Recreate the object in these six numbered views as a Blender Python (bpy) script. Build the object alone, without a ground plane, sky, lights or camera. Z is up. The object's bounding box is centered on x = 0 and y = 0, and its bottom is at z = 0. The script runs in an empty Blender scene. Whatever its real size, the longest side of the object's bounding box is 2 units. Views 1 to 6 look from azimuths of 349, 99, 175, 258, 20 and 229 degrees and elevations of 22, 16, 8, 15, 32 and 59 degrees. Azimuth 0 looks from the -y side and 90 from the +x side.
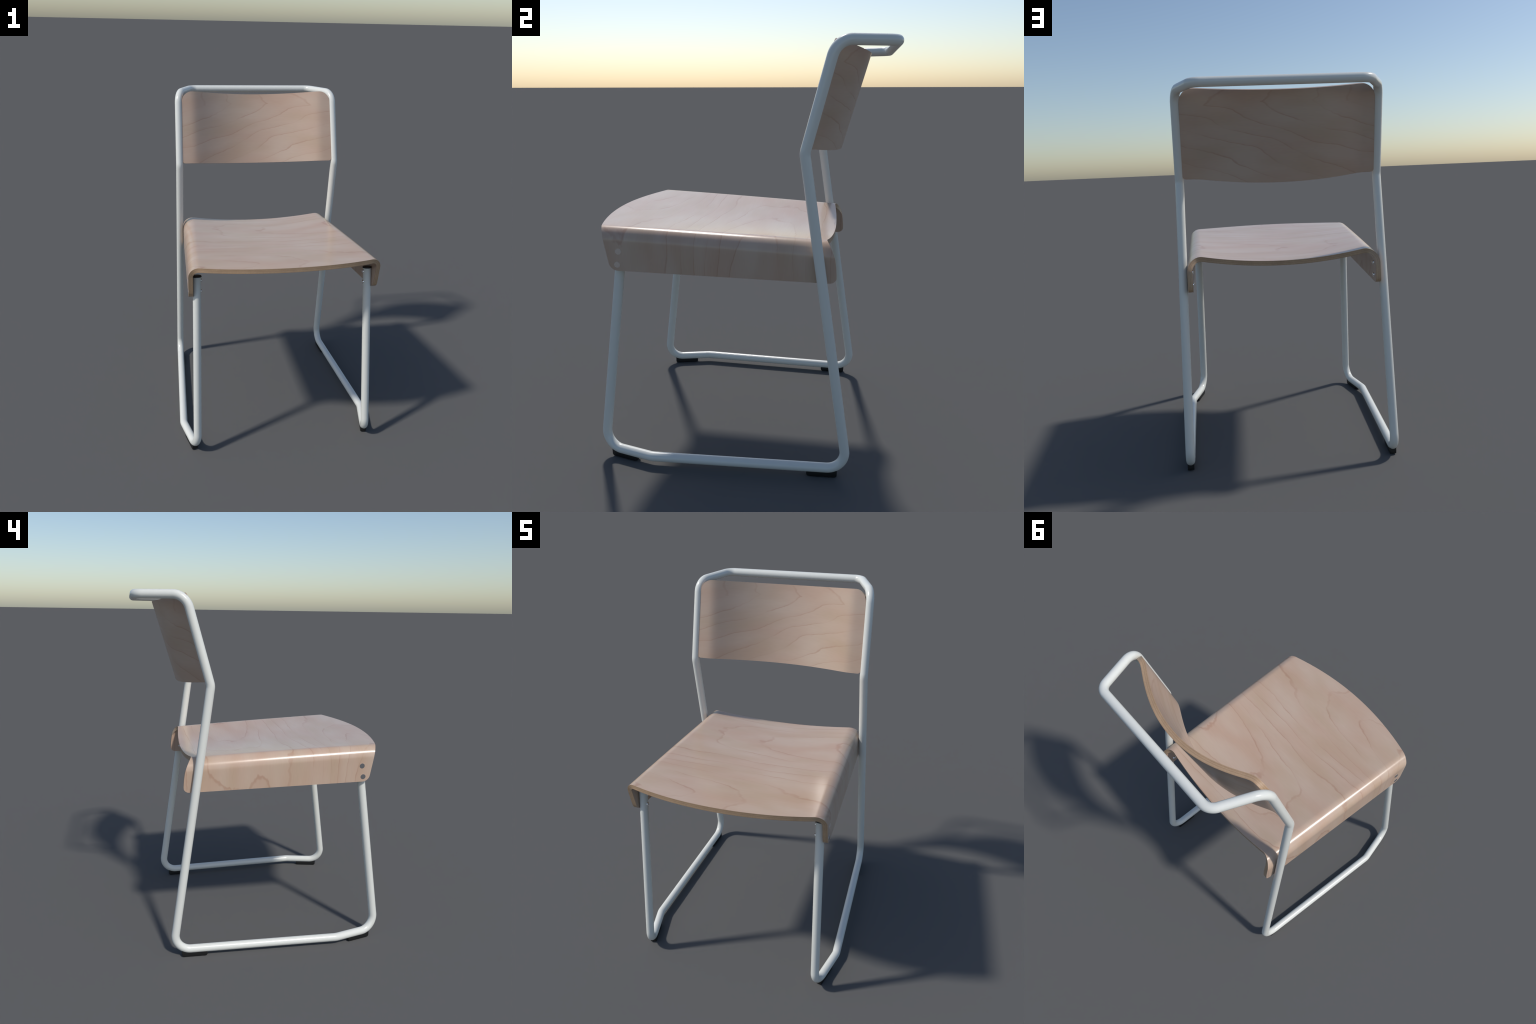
import bpy, bmesh, math
from mathutils import Vector, Matrix

# ------------------------------------------------------------------ helpers
def lerp(a, b, t):
    return a + (b - a) * t

def smooth(t):
    t = max(0.0, min(1.0, t))
    return t * t * (3 - 2 * t)

def new_object(name, mesh, parent=None, mats=()):
    ob = bpy.data.objects.new(name, mesh)
    bpy.context.scene.collection.objects.link(ob)
    for m in mats:
        mesh.materials.append(m)
    if parent is not None:
        ob.parent = parent
    return ob

# ------------------------------------------------------------------ materials
class Nodes:
    """small helper for wiring shader nodes"""
    def __init__(self, name):
        self.mat = bpy.data.materials.new(name)
        self.mat.use_nodes = True
        self.t = self.mat.node_tree
        self.t.nodes.clear()
        self.out = self.t.nodes.new("ShaderNodeOutputMaterial")
        self.bsdf = self.t.nodes.new("ShaderNodeBsdfPrincipled")
        self.t.links.new(self.bsdf.outputs[0], self.out.inputs[0])

    def put(self, sock, v):
        if hasattr(v, "links") or isinstance(v, bpy.types.NodeSocket):
            self.t.links.new(v, sock)
        else:
            sock.default_value = v

    def math(self, op, a, b=0.0, c=None, clamp=False):
        n = self.t.nodes.new("ShaderNodeMath")
        n.operation = op
        n.use_clamp = clamp
        self.put(n.inputs[0], a)
        self.put(n.inputs[1], b)
        if c is not None:
            self.put(n.inputs[2], c)
        return n.outputs[0]

    def coords(self):
        tc = self.t.nodes.new("ShaderNodeTexCoord")
        sp = self.t.nodes.new("ShaderNodeSeparateXYZ")
        self.t.links.new(tc.outputs["Object"], sp.inputs[0])
        return tc.outputs["Object"], sp.outputs[0], sp.outputs[1], sp.outputs[2]

    def vec(self, x, y, z):
        n = self.t.nodes.new("ShaderNodeCombineXYZ")
        for i, v in enumerate((x, y, z)):
            self.put(n.inputs[i], v)
        return n.outputs[0]

    def noise(self, vec, scale, detail=2.0, rough=0.5):
        n = self.t.nodes.new("ShaderNodeTexNoise")
        self.put(n.inputs["Vector"], vec)
        n.inputs["Scale"].default_value = scale
        n.inputs["Detail"].default_value = detail
        n.inputs["Roughness"].default_value = rough
        return n.outputs["Fac"]

    def ramp(self, fac, stops, interp="LINEAR"):
        n = self.t.nodes.new("ShaderNodeValToRGB")
        n.color_ramp.interpolation = interp
        el = n.color_ramp.elements
        while len(el) < len(stops):
            el.new(0.5)
        for e, (p, c) in zip(el, stops):
            e.position = p
            e.color = (c, c, c, 1) if not isinstance(c, tuple) else (*c, 1)
        self.put(n.inputs[0], fac)
        return n.outputs[0]

    def mix(self, fac, a, b, blend="MIX"):
        n = self.t.nodes.new("ShaderNodeMix")
        n.data_type = "RGBA"
        n.blend_type = blend
        self.put(n.inputs[0], fac)
        self.put(n.inputs[6], a if not isinstance(a, tuple) else (*a, 1))
        self.put(n.inputs[7], b if not isinstance(b, tuple) else (*b, 1))
        return n.outputs[2]

    def bump(self, height, strength, dist):
        n = self.t.nodes.new("ShaderNodeBump")
        n.inputs["Strength"].default_value = strength
        n.inputs["Distance"].default_value = dist
        self.put(n.inputs["Height"], height)
        self.t.links.new(n.outputs[0], self.bsdf.inputs["Normal"])

    def set(self, **kw):
        for k, v in kw.items():
            k = k.replace("_", " ")
            if isinstance(v, tuple):
                v = (*v, 1)
            self.put(self.bsdf.inputs[k], v)
        return self.mat


WOOD_PALE = (0.545, 0.415, 0.325)
WOOD_PINK = (0.515, 0.356, 0.265)
WOOD_TAN = (0.470, 0.342, 0.232)
WOOD_LINE = (0.360, 0.185, 0.120)

def finish_veneer(n, s, v, field, warp_amount, jag_amount, line_amount):
    """colour of a rotary-cut beech veneer: s runs along the fibres, v across,
    field counts the growth rings (one ring edge per unit)"""
    o = n.vec(n.math("MULTIPLY", s, 1.0), n.math("MULTIPLY", v, 2.6), 0.37)
    warp = n.math("SUBTRACT", n.noise(o, 2.2, 1.0, 0.4), 0.5)
    jag = n.math("SUBTRACT", n.noise(n.vec(s, n.math("MULTIPLY", v, 2.0), 4.1), 8.0, 3.0, 0.55), 0.5)
    f = n.math("ADD", field, n.math("MULTIPLY", warp, warp_amount))
    f = n.math("ADD", f, n.math("MULTIPLY", jag, jag_amount))
    fr = n.math("FRACT", f)
    line = n.ramp(fr, [(0.0, 0.0), (0.62, 0.04), (0.915, 0.24), (0.955, 1.0), (0.978, 0.90), (1.0, 0.0)])
    # some ring edges fade out
    fade = n.ramp(n.noise(n.vec(s, n.math("MULTIPLY", v, 3.0), 7.7), 3.2, 1.0), [(0.36, 0.15), (0.60, 1.0)])
    line = n.math("MULTIPLY", line, fade)
    # fine fibres, stretched along the grain
    fib = n.noise(n.vec(n.math("MULTIPLY", s, 9.0), n.math("MULTIPLY", v, 150.0), 1.3), 1.0, 3.0, 0.6)
    fleck = n.noise(n.vec(n.math("MULTIPLY", s, 30.0), n.math("MULTIPLY", v, 260.0), 2.2), 1.0, 2.0, 0.6)
    tone = n.noise(n.vec(s, n.math("MULTIPLY", v, 2.4), 11.0), 3.0, 1.0, 0.45)
    tone2 = n.noise(n.vec(s, n.math("MULTIPLY", v, 2.8), 23.0), 3.2, 1.0, 0.45)
    c = n.mix(n.ramp(tone, [(0.30, 0.0), (0.70, 1.0)]), WOOD_PALE, WOOD_PINK)
    c = n.mix(n.ramp(tone2, [(0.42, 0.0), (0.72, 0.50)]), c, WOOD_TAN)
    c = n.mix(n.math("MULTIPLY", line, line_amount), c, WOOD_LINE)
    shade = n.math("ADD", n.math("MULTIPLY", n.math("SUBTRACT", fib, 0.5), 0.06),
                   n.math("ADD", 1.0, n.math("MULTIPLY", n.math("SUBTRACT", fleck, 0.5), 0.07)))
    c = n.mix(1.0, c, n.vec(shade, shade, shade), "MULTIPLY")
    return n.set(Base_Color=c, Roughness=n.math("ADD", 0.20, n.math("MULTIPLY", fib, 0.06)),
                 Specular_IOR_Level=0.5)

def seat_veneer():
    n = Nodes("beech_veneer_seat")
    obj, x, y, z = n.coords()
    # unroll the bent flanges: distance along the sheet from the middle
    ax = n.math("ABSOLUTE", x)
    k = n.math("MULTIPLY_ADD", ax, 20.0, -8.6, clamp=True)
    drop = n.math("MULTIPLY", n.math("SUBTRACT", 1.17, z), k)
    s = n.math("ADD", x, n.math("MULTIPLY", n.math("SIGN", x), drop))
    # ring field: cathedrals pointing right at the front, left at the back
    c = n.math("COSINE", n.math("MULTIPLY_ADD", y, math.pi / 0.70, math.pi * 0.60 / 0.70))
    tilt = n.math("MULTIPLY", s, n.math("MULTIPLY", n.math("MULTIPLY", c, c), 2.8))
    field = n.math("ADD", n.math("MULTIPLY_ADD", c, -3.25, 0.71), tilt)
    return finish_veneer(n, s, y, field, 1.15, 0.36, 0.47)

def back_veneer():
    n = Nodes("beech_veneer_back")
    obj, x, y, z = n.coords()
    v = n.math("SUBTRACT", z, 1.895)
    low = n.math("MULTIPLY", n.math("MAXIMUM", n.math("MULTIPLY", v, -1.0), 0.0), 12.0)
    high = n.math("MULTIPLY", n.math("MAXIMUM", v, 0.0), 5.0)
    g = n.math("ADD", n.math("ADD", low, high), 0.51)
    field = n.math("ADD", g, n.math("MULTIPLY", x, 4.1))
    return finish_veneer(n, x, v, field, 1.9, 0.36, 0.43)

def ply_edge(name, base):
    n = Nodes(name)
    obj, x, y, z = n.coords()
    a = n.noise(n.vec(n.math("MULTIPLY", x, 14.0), n.math("MULTIPLY", y, 14.0), n.math("MULTIPLY", z, 14.0)), 1.0, 3.0, 0.6)
    b = n.noise(obj, 160.0, 2.0, 0.6)
    sh = n.math("ADD", n.math("MULTIPLY", a, 0.40), n.math("MULTIPLY_ADD", b, 0.30, 0.65))
    c = n.mix(1.0, base, n.vec(sh, sh, sh), "MULTIPLY")
    return n.set(Base_Color=c, Roughness=0.32, Specular_IOR_Level=0.5)

def painted_steel():
    n = Nodes("white_painted_steel")
    obj, x, y, z = n.coords()
    a = n.noise(obj, 420.0, 2.0)
    n.bump(a, 0.02, 0.001)
    return n.set(Base_Color=(0.725, 0.730, 0.680), Roughness=0.22, Specular_IOR_Level=0.5)

def black_rubber(name, col, rough):
    n = Nodes(name)
    obj, x, y, z = n.coords()
    a = n.noise(obj, 300.0, 2.0)
    n.bump(a, 0.08, 0.001)
    return n.set(Base_Color=(col, col, col), Roughness=rough)

def chrome():
    n = Nodes("polished_chrome")
    return n.set(Base_Color=(0.95, 0.95, 0.95), Metallic=1.0, Roughness=0.04)

M_SEAT = seat_veneer()
M_BACK = back_veneer()
M_PLY_LIGHT = ply_edge("plywood_edge_pale", (0.460, 0.312, 0.194))
M_PLY_DARK = ply_edge("plywood_edge_brown", (0.400, 0.262, 0.158))
M_STEEL = painted_steel()
M_FOOT = black_rubber("black_rubber_foot", 0.010, 0.45)
M_CAP = black_rubber("black_plastic_cap", 0.012, 0.40)
M_CHROME = chrome()

# ------------------------------------------------------------------ the thing
chair = bpy.data.objects.new("chair", None)
bpy.context.scene.collection.objects.link(chair)
chair["label"] = "stacking chair, bent beech plywood seat and back, white tube frame"
chair["category"] = "chair"

# ------------------------------------------------------------------ tube frame
TUBE_R = 0.0233
# axis corners of one half (x > 0) with the bend radius at each corner
LEG_TOP = Vector((0.4957, -0.5340, 1.094))
HALF = [
    (LEG_TOP, 0.0),
    (Vector((0.5215, -0.6835, 0.0405)), 0.085),   # front foot bend
    (Vector((0.5860, -0.4180, 0.0405)), 0.10),    # kink of the floor rail
    (Vector((0.5470, 0.5345, 0.0405)), 0.085),    # rear foot bend
    (Vector((0.5263, 0.3097, 1.5260)), 0.075),    # knee of the back upright
    (Vector((0.5155, 0.4303, 1.9767)), 0.085),    # shoulder
    (Vector((0.4180, 0.6755, 1.9767)), 0.062),    # corner of the handle bar
]
corners = HALF + [(Vector((-p.x, p.y, p.z)), r) for p, r in reversed(HALF)]

def fillet_path(corners, step=0.006):
    pts = []
    n = len(corners)
    for i, (p, r) in enumerate(corners):
        if i in (0, n - 1) or r == 0:
            pts.append(p.copy())
            continue
        a = (corners[i - 1][0] - p).normalized()
        b = (corners[i + 1][0] - p).normalized()
        ang = a.angle(b)
        turn = math.pi - ang
        d = r / math.tan(ang / 2)
        c = p + (a + b).normalized() * (r / math.sin(ang / 2))
        u = (p + a * d) - c
        w = (p + b * d) - c
        k = max(6, int(turn / math.radians(5)))
        for j in range(k + 1):
            t = j / k
            pts.append(c + u * (math.sin((1 - t) * turn) / math.sin(turn)) + w * (math.sin(t * turn) / math.sin(turn)))
    return pts

def sweep(pts, r, seg=32):
    bm = bmesh.new()
    n = len(pts)
    tang = []
    for i in range(n):
        if i == 0:
            t = pts[1] - pts[0]
        elif i == n - 1:
            t = pts[-1] - pts[-2]
        else:
            t = (pts[i] - pts[i - 1]).normalized() + (pts[i + 1] - pts[i]).normalized()
        tang.append(t.normalized())
    up = Vector((1, 0, 0))
    up = (up - tang[0] * up.dot(tang[0])).normalized()
    rings = []
    for i in range(n):
        if i:
            up = tang[i - 1].rotation_difference(tang[i]) @ up
            up = (up - tang[i] * up.dot(tang[i])).normalized()
        side = tang[i].cross(up)
        rings.append([bm.verts.new(pts[i] + (up * math.cos(2 * math.pi * j / seg) + side * math.sin(2 * math.pi * j / seg)) * r)
                      for j in range(seg)])
    for i in range(n - 1):
        for j in range(seg):
            f = bm.faces.new((rings[i][j], rings[i][(j + 1) % seg], rings[i + 1][(j + 1) % seg], rings[i + 1][j]))
            f.smooth = True
    bm.faces.new(rings[0])
    bm.faces.new(list(reversed(rings[-1])))
    bmesh.ops.recalc_face_normals(bm, faces=bm.faces)
    for ring in (rings[0], rings[-1]):
        for e in {e for v in ring for e in v.link_edges if e.other_vert(v) in ring}:
            e.smooth = False
    me = bpy.data.meshes.new("tube")
    bm.to_mesh(me)
    bm.free()
    return me

frame = new_object("frame", sweep(fillet_path(corners), TUBE_R), chair, [M_STEEL])

# ------------------------------------------------------------------ sheets of bent plywood
def sheet_mesh(name, top, normal, nu, nv, thick, mats):
    """solid sheet: top[i][j] grid of points, normal[i][j] outward normals; the back
    face lies thick behind; the rim is built from plies of alternating tone"""
    bm = bmesh.new()
    layers = []
    depth = [0.0, 0.10, 0.30, 0.44, 0.60, 0.86, 1.0]
    plies = len(depth) - 1
    for k in range(plies + 1):
        off = thick * depth[k]
        full = k in (0, plies)
        lay = {}
        for i in range(nu + 1):
            for j in range(nv + 1):
                if full or i in (0, nu) or j in (0, nv):
                    lay[i, j] = bm.verts.new(top[i][j] - normal[i][j] * off)
        layers.append(lay)
    for k, flip in ((0, False), (plies, True)):
        lay = layers[k]
        for i in range(nu):
            for j in range(nv):
                q = [lay[i, j], lay[i + 1, j], lay[i + 1, j + 1], lay[i, j + 1]]
                f = bm.faces.new(reversed(q) if flip else q)
                f.smooth = True
                f.material_index = 0
    rim = [(i, 0) for i in range(nu)] + [(nu, j) for j in range(nv)] + \
          [(i, nv) for i in range(nu, 0, -1)] + [(0, j) for j in range(nv, 0, -1)]
    for k in range(plies):
        a, b = layers[k], layers[k + 1]
        for q in range(len(rim)):
            p0, p1 = rim[q], rim[(q + 1) % len(rim)]
            f = bm.faces.new((a[p0], b[p0], b[p1], a[p1]))
            f.smooth = True
            f.material_index = 1 + (k % 2)
    bmesh.ops.recalc_face_normals(bm, faces=bm.faces)
    for e in bm.edges:
        if len(e.link_faces) == 2:
            m0, m1 = e.link_faces[0].material_index, e.link_faces[1].material_index
            if (m0 == 0) != (m1 == 0):
                e.smooth = False
    me = bpy.data.meshes.new(name)
    bm.to_mesh(me)
    bm.free()
    for m in mats:
        me.materials.append(m)
    return me

def grid_normals(pt, nu, nv, us, vs, eps=1e-3):
    top, nrm = [], []
    for i in range(nu + 1):
        tr, nr = [], []
        for j in range(nv + 1):
            u, v = us[i], vs[j]
            p = pt(u, v)
            du = pt(u + eps, v) - pt(u - eps, v)
            dv = pt(u, v + eps) - pt(u, v - eps)
            tr.append(p)
            nr.append(du.cross(dv).normalized())
        top.append(tr)
        nrm.append(nr)
    return top, nrm

# ---- seat: dished sheet with both sides bent down to flanges
SEAT_T = 0.0255

def seat_section(y):
    t = (y + 0.634) / 1.042
    bend_r = lerp(0.063, 0.070, t)
    half_w = 0.5462 - 0.0403 * (y + 0.55)
    z_mid = lerp(1.1822, 1.0978, t)
    curve = lerp(0.0060, 0.1960, t)
    z_bot = 0.9825 - 0.0304 * (y + 0.55)
    th = 0.1
    for _ in range(6):
        xb = half_w - bend_r - bend_r * math.sin(th)
        th = math.atan(2 * curve * xb)
    zb = z_mid + curve * xb * xb
    return half_w, z_mid, curve, z_bot, th, xb, zb, bend_r

def seat_point(p, y):
    """p in -3..3: 0..1 dished top, 1..2 bend, 2..3 flange"""
    sg = -1 if p < 0 else 1
    p = abs(p)
    half_w, z_mid, curve, z_bot, th, xb, zb, bend_r = seat_section(y)
    cx, cz = half_w - bend_r, zb - bend_r * math.cos(th)
    if p <= 1:
        x, z = xb * p, z_mid + curve * (xb * p) ** 2
    elif p <= 2:
        a = lerp(math.pi / 2 + th, 0, p - 1)
        x, z = cx + bend_r * math.cos(a), cz + bend_r * math.sin(a)
    else:
        x, z = half_w, lerp(cz, z_bot, p - 2)
    return Vector((sg * x, y, z))

CORNER_R = 0.034
FLANGE = 0.14      # rough flange height, for the rounded corners

def corner_cut(p, r):
    d = (3 - p) * FLANGE
    if d >= r:
        return 0.0
    return r - math.sqrt(max(0.0, r * r - (r - d) ** 2))

def hermite(y0, m0, y1, m1, t):
    return ((2 * t ** 3 - 3 * t ** 2 + 1) * y0 + (t ** 3 - 2 * t ** 2 + t) * m0 +
            (-2 * t ** 3 + 3 * t ** 2) * y1 + (t ** 3 - t ** 2) * m1)

def front_y(p):
    p = min(abs(p), 3.0)
    if p <= 1:
        return -0.700 + 0.0715 * p * p
    if p <= 2:
        return hermite(-0.6285, 0.0290, -0.6010, 0.0165, p - 1)
    return -0.6010 + 0.0245 * (p - 2) + corner_cut(p, CORNER_R)

def rear_y(p):
    p = min(abs(p), 3.0)
    if p <= 1:
        return 0.430 - 0.0225 * p * p
    if p <= 2:
        return hermite(0.4075, 0.0, 0.4480, 0.025, p - 1)
    q = p - 2
    return hermite(0.4480, 0.022, 0.4570, 0.0, q) - corner_cut(p, CORNER_R)

def seat_surface(p, v):
    return seat_point(p, lerp(front_y(p), rear_y(p), v))

half_ps = [i / 26 for i in range(26)] + [1 + i / 14 for i in range(14)] + [2 + 0.75 * i / 8 for i in range(8)]
r0 = 3 - CORNER_R / FLANGE
half_ps += [r0 + (3 - r0) * math.sin(math.pi / 2 * i / 10) for i in range(11)]
half_ps = sorted(set(round(p, 6) for p in half_ps))
ps = [-p for p in reversed(half_ps) if p > 0] + half_ps
vs = [j / 56 for j in range(57)]
top, _ = grid_normals(seat_surface, len(ps) - 1, len(vs) - 1, ps, vs)
# sheet normals from the untrimmed section, so that the rounded corners stay clean
nrm = []
for i, p in enumerate(ps):
    row = []
    pc = max(-2.98, min(2.98, p))
    for j in range(len(vs)):
        y = top[i][j].y
        a = seat_point(pc + 0.01, y) - seat_point(pc - 0.01, y)
        b = seat_point(pc, y + 0.01) - seat_point(pc, y - 0.01)
        row.append(a.cross(b).normalized())
    nrm.append(row)
seat = new_object("seat", sheet_mesh("seat", top, nrm, len(ps) - 1, len(vs) - 1, SEAT_T,
                                     [M_SEAT, M_PLY_LIGHT, M_PLY_DARK]), chair)

# ---- backrest: shallow dish with flat ends between the uprights
BACK_T = 0.0275
BACK_H = 0.461
UP = Vector((0, 0.258, 0.966)).normalized()
OUT = Vector((0, 0.966, -0.258)).normalized()      # points backwards
TOP_LINE = Vector((0, 0.4149, 1.9888))

def back_depth(x, h):
    t = h / BACK_H                      # the bow is a little shallower at the bottom
    a, b, e = lerp(0.1285, 0.1375, t) - lerp(0.715, 0.770, t) * x * x, 0.0035, 0.018
    return 0.5 * (a + b + math.sqrt((a - b) ** 2 + e * e))

def back_half(h):
    return lerp(0.508, 0.4945, h / BACK_H)

R_TOP, R_BOT = 0.068, 0.020

def back_limits(s):
    """height range of the outline at distance s (0..1) across the half width"""
    lo, hi = 0.0, BACK_H
    w = 0.4945
    d = (1 - s) * w
    if d < R_TOP:
        hi -= R_TOP - math.sqrt(max(0, R_TOP ** 2 - (R_TOP - d) ** 2))
    if d < R_BOT:
        lo += R_BOT - math.sqrt(max(0, R_BOT ** 2 - (R_BOT - d) ** 2))
    return lo, hi

def back_xy(s, h):
    x = s * back_half(h)
    return TOP_LINE + UP * (h - BACK_H) + OUT * back_depth(x, h) + Vector((x, 0, 0))

def back_surface(s, v):
    lo, hi = back_limits(abs(s))
    return back_xy(s, lerp(lo, hi, v))

sa = 1 - R_TOP / 0.4945
half_s = [sa * i / 40 for i in range(40)] + [sa + (1 - sa) * math.sin(math.pi / 2 * i / 18) for i in range(19)]
ss = [-s for s in reversed(half_s) if s > 0] + half_s
bv = [j / 24 for j in range(25)]
btop, _ = grid_normals(lambda a, b: back_surface(max(-1, min(1, a)), b), len(ss) - 1, 24, ss, bv)
bn = []
for i, s in enumerate(ss):
    row = []
    for j in range(25):
        x = btop[i][j].x
        h = (btop[i][j] - TOP_LINE).dot(UP) + BACK_H
        d = (back_depth(x + 1e-3, h) - back_depth(x - 1e-3, h)) / 2e-3
        row.append((Vector((d, 0, 0)) - OUT).normalized())
    bn.append(row)
back = new_object("backrest", sheet_mesh("backrest", btop, bn, len(ss) - 1, 24, BACK_T,
                                         [M_BACK, M_PLY_LIGHT, M_PLY_DARK]), chair)

# ------------------------------------------------------------------ feet
def pad_mesh(length, width, height, r=0.012, bev=0.0035):
    """rubber pad: block with rounded lower corners, standing along local x"""
    prof = [(-length / 2, height)]
    for k in range(7):
        a = math.pi + math.pi / 2 * k / 6
        prof.append((-length / 2 + r + r * math.cos(a), r + r * math.sin(a)))
    for k in range(7):
        a = 1.5 * math.pi + math.pi / 2 * k / 6
        prof.append((length / 2 - r + r * math.cos(a), r + r * math.sin(a)))
    prof.append((length / 2, height))
    bm = bmesh.new()
    a = [bm.verts.new((x, -width / 2, z)) for x, z in prof]
    b = [bm.verts.new((x, width / 2, z)) for x, z in prof]
    n = len(prof)
    bm.faces.new(a)
    bm.faces.new(list(reversed(b)))
    for i in range(n):
        bm.faces.new((a[i], b[i], b[(i + 1) % n], a[(i + 1) % n]))
    bmesh.ops.recalc_face_normals(bm, faces=bm.faces)
    ed = [e for e in bm.edges if e.calc_face_angle(0) > 0.6]
    bmesh.ops.bevel(bm, geom=ed, offset=bev, segments=3, profile=0.5, affect="EDGES")
    for f in bm.faces:
        f.smooth = True
    for e in bm.edges:
        e.smooth = e.calc_face_angle(0) < 0.7
    zmin = min(v.co.z for v in bm.verts)
    for v in bm.verts:
        v.co.z -= zmin
    me = bpy.data.meshes.new("foot")
    bm.to_mesh(me)
    bm.free()
    me.materials.append(M_FOOT)
    return me

pad = pad_mesh(0.146, 0.035, 0.040)
P1, P2, P3 = HALF[1][0], HALF[2][0], HALF[3][0]
def rail_spot(a, b, y):
    t = (y - a.y) / (b.y - a.y)
    return a.lerp(b, t)
for sg in (1, -1):
    for a, b, y in ((P1, P2, -0.566), (P2, P3, 0.415)):
        c = rail_spot(a, b, y)
        d = b - a
        ob = new_object("foot", pad, frame)
        ob.location = (sg * c.x, c.y, 0)
        ob.rotation_euler = (0, 0, math.atan2(d.y, sg * d.x))

# ------------------------------------------------------------------ caps of the front legs
def lathe(profile, seg=32):
    """solid of revolution about z from (radius, height) pairs"""
    bm = bmesh.new()
    rings = []
    for r, z in profile:
        if r == 0:
            rings.append([bm.verts.new((0, 0, z))])
        else:
            rings.append([bm.verts.new((r * math.cos(2 * math.pi * j / seg), r * math.sin(2 * math.pi * j / seg), z)) for j in range(seg)])
    for a, b in zip(rings, rings[1:]):
        for j in range(seg):
            k = (j + 1) % seg
            if len(a) == 1:
                vs_ = [a[0], b[k], b[j]]
            elif len(b) == 1:
                vs_ = [a[j], a[k], b[0]]
            else:
                vs_ = [a[j], a[k], b[k], b[j]]
            bm.faces.new(vs_).smooth = True
    bmesh.ops.recalc_face_normals(bm, faces=bm.faces)
    for e in bm.edges:
        if len(e.link_faces) == 2:
            e.smooth = e.calc_face_angle(0) < 0.6
    me = bpy.data.meshes.new("lathe")
    bm.to_mesh(me)
    bm.free()
    return me

cap = lathe([(0, -0.02), (0.022, -0.02), (0.022, 0.0), (0.0262, 0.0002), (0.0264, 0.004), (0.0245, 0.0072), (0.020, 0.0085), (0, 0.009)])
cap.materials.append(M_CAP)
leg_dir = (LEG_TOP - P1).normalized()
for sg in (1, -1):
    ob = new_object("leg_cap", cap, frame)
    ob.location = (sg * LEG_TOP.x, LEG_TOP.y, LEG_TOP.z)
    ob.rotation_euler = Vector((sg * leg_dir.x, leg_dir.y, leg_dir.z)).to_track_quat("Z", "Y").to_euler()

# ------------------------------------------------------------------ bolts
disc = lathe([(0, -0.004), (0.0142, -0.004), (0.0142, 0.0010), (0, 0.0010)], 48)
disc.materials.append(M_CHROME)
dome = lathe([(0.0, -0.006), (0.0105, -0.006), (0.0123, 0.0)] +
             [(0.0123 * math.cos(a), 0.0085 * math.sin(a)) for a in [math.pi / 2 * i / 9 for i in range(1, 9)]] + [(0, 0.0085)])
dome.materials.append(M_CHROME)
nut = lathe([(0, -0.010), (0.008, -0.010), (0.008, 0.010), (0, 0.010)])
nut.materials.append(M_CHROME)

def fasten(name, mesh, pos, direction, parent):
    ob = new_object(name, mesh, parent)
    ob.location = pos
    ob.rotation_euler = Vector(direction).to_track_quat("Z", "Y").to_euler()
    return ob

def flange_x(y):
    return seat_section(y)[0]

for sg in (1, -1):
    for z, y in ((1.0735, -0.535), (1.0110, -0.5435)):
        xo = flange_x(y)
        lx = P1.lerp(LEG_TOP, (z - P1.z) / (LEG_TOP.z - P1.z)).x
        fasten("bolt_head", disc, (sg * xo, y, z), (sg, 0.04, 0), seat)
        fasten("bolt_nut", dome, (sg * (lx - TUBE_R + 0.002), y, z), (-sg, 0, 0), frame)
        fasten("bolt_shank", nut, (sg * (xo - SEAT_T - 0.004), y, z), (sg, 0, 0), frame)
    P4 = HALF[4][0]
    for z in (1.052, 0.987):
        y = P3.lerp(P4, (z - P3.z) / (P4.z - P3.z)).y
        xi = flange_x(y) - SEAT_T
        fasten("bolt_nut", dome, (sg * (xi + 0.001), y, z), (-sg, 0, 0), seat)
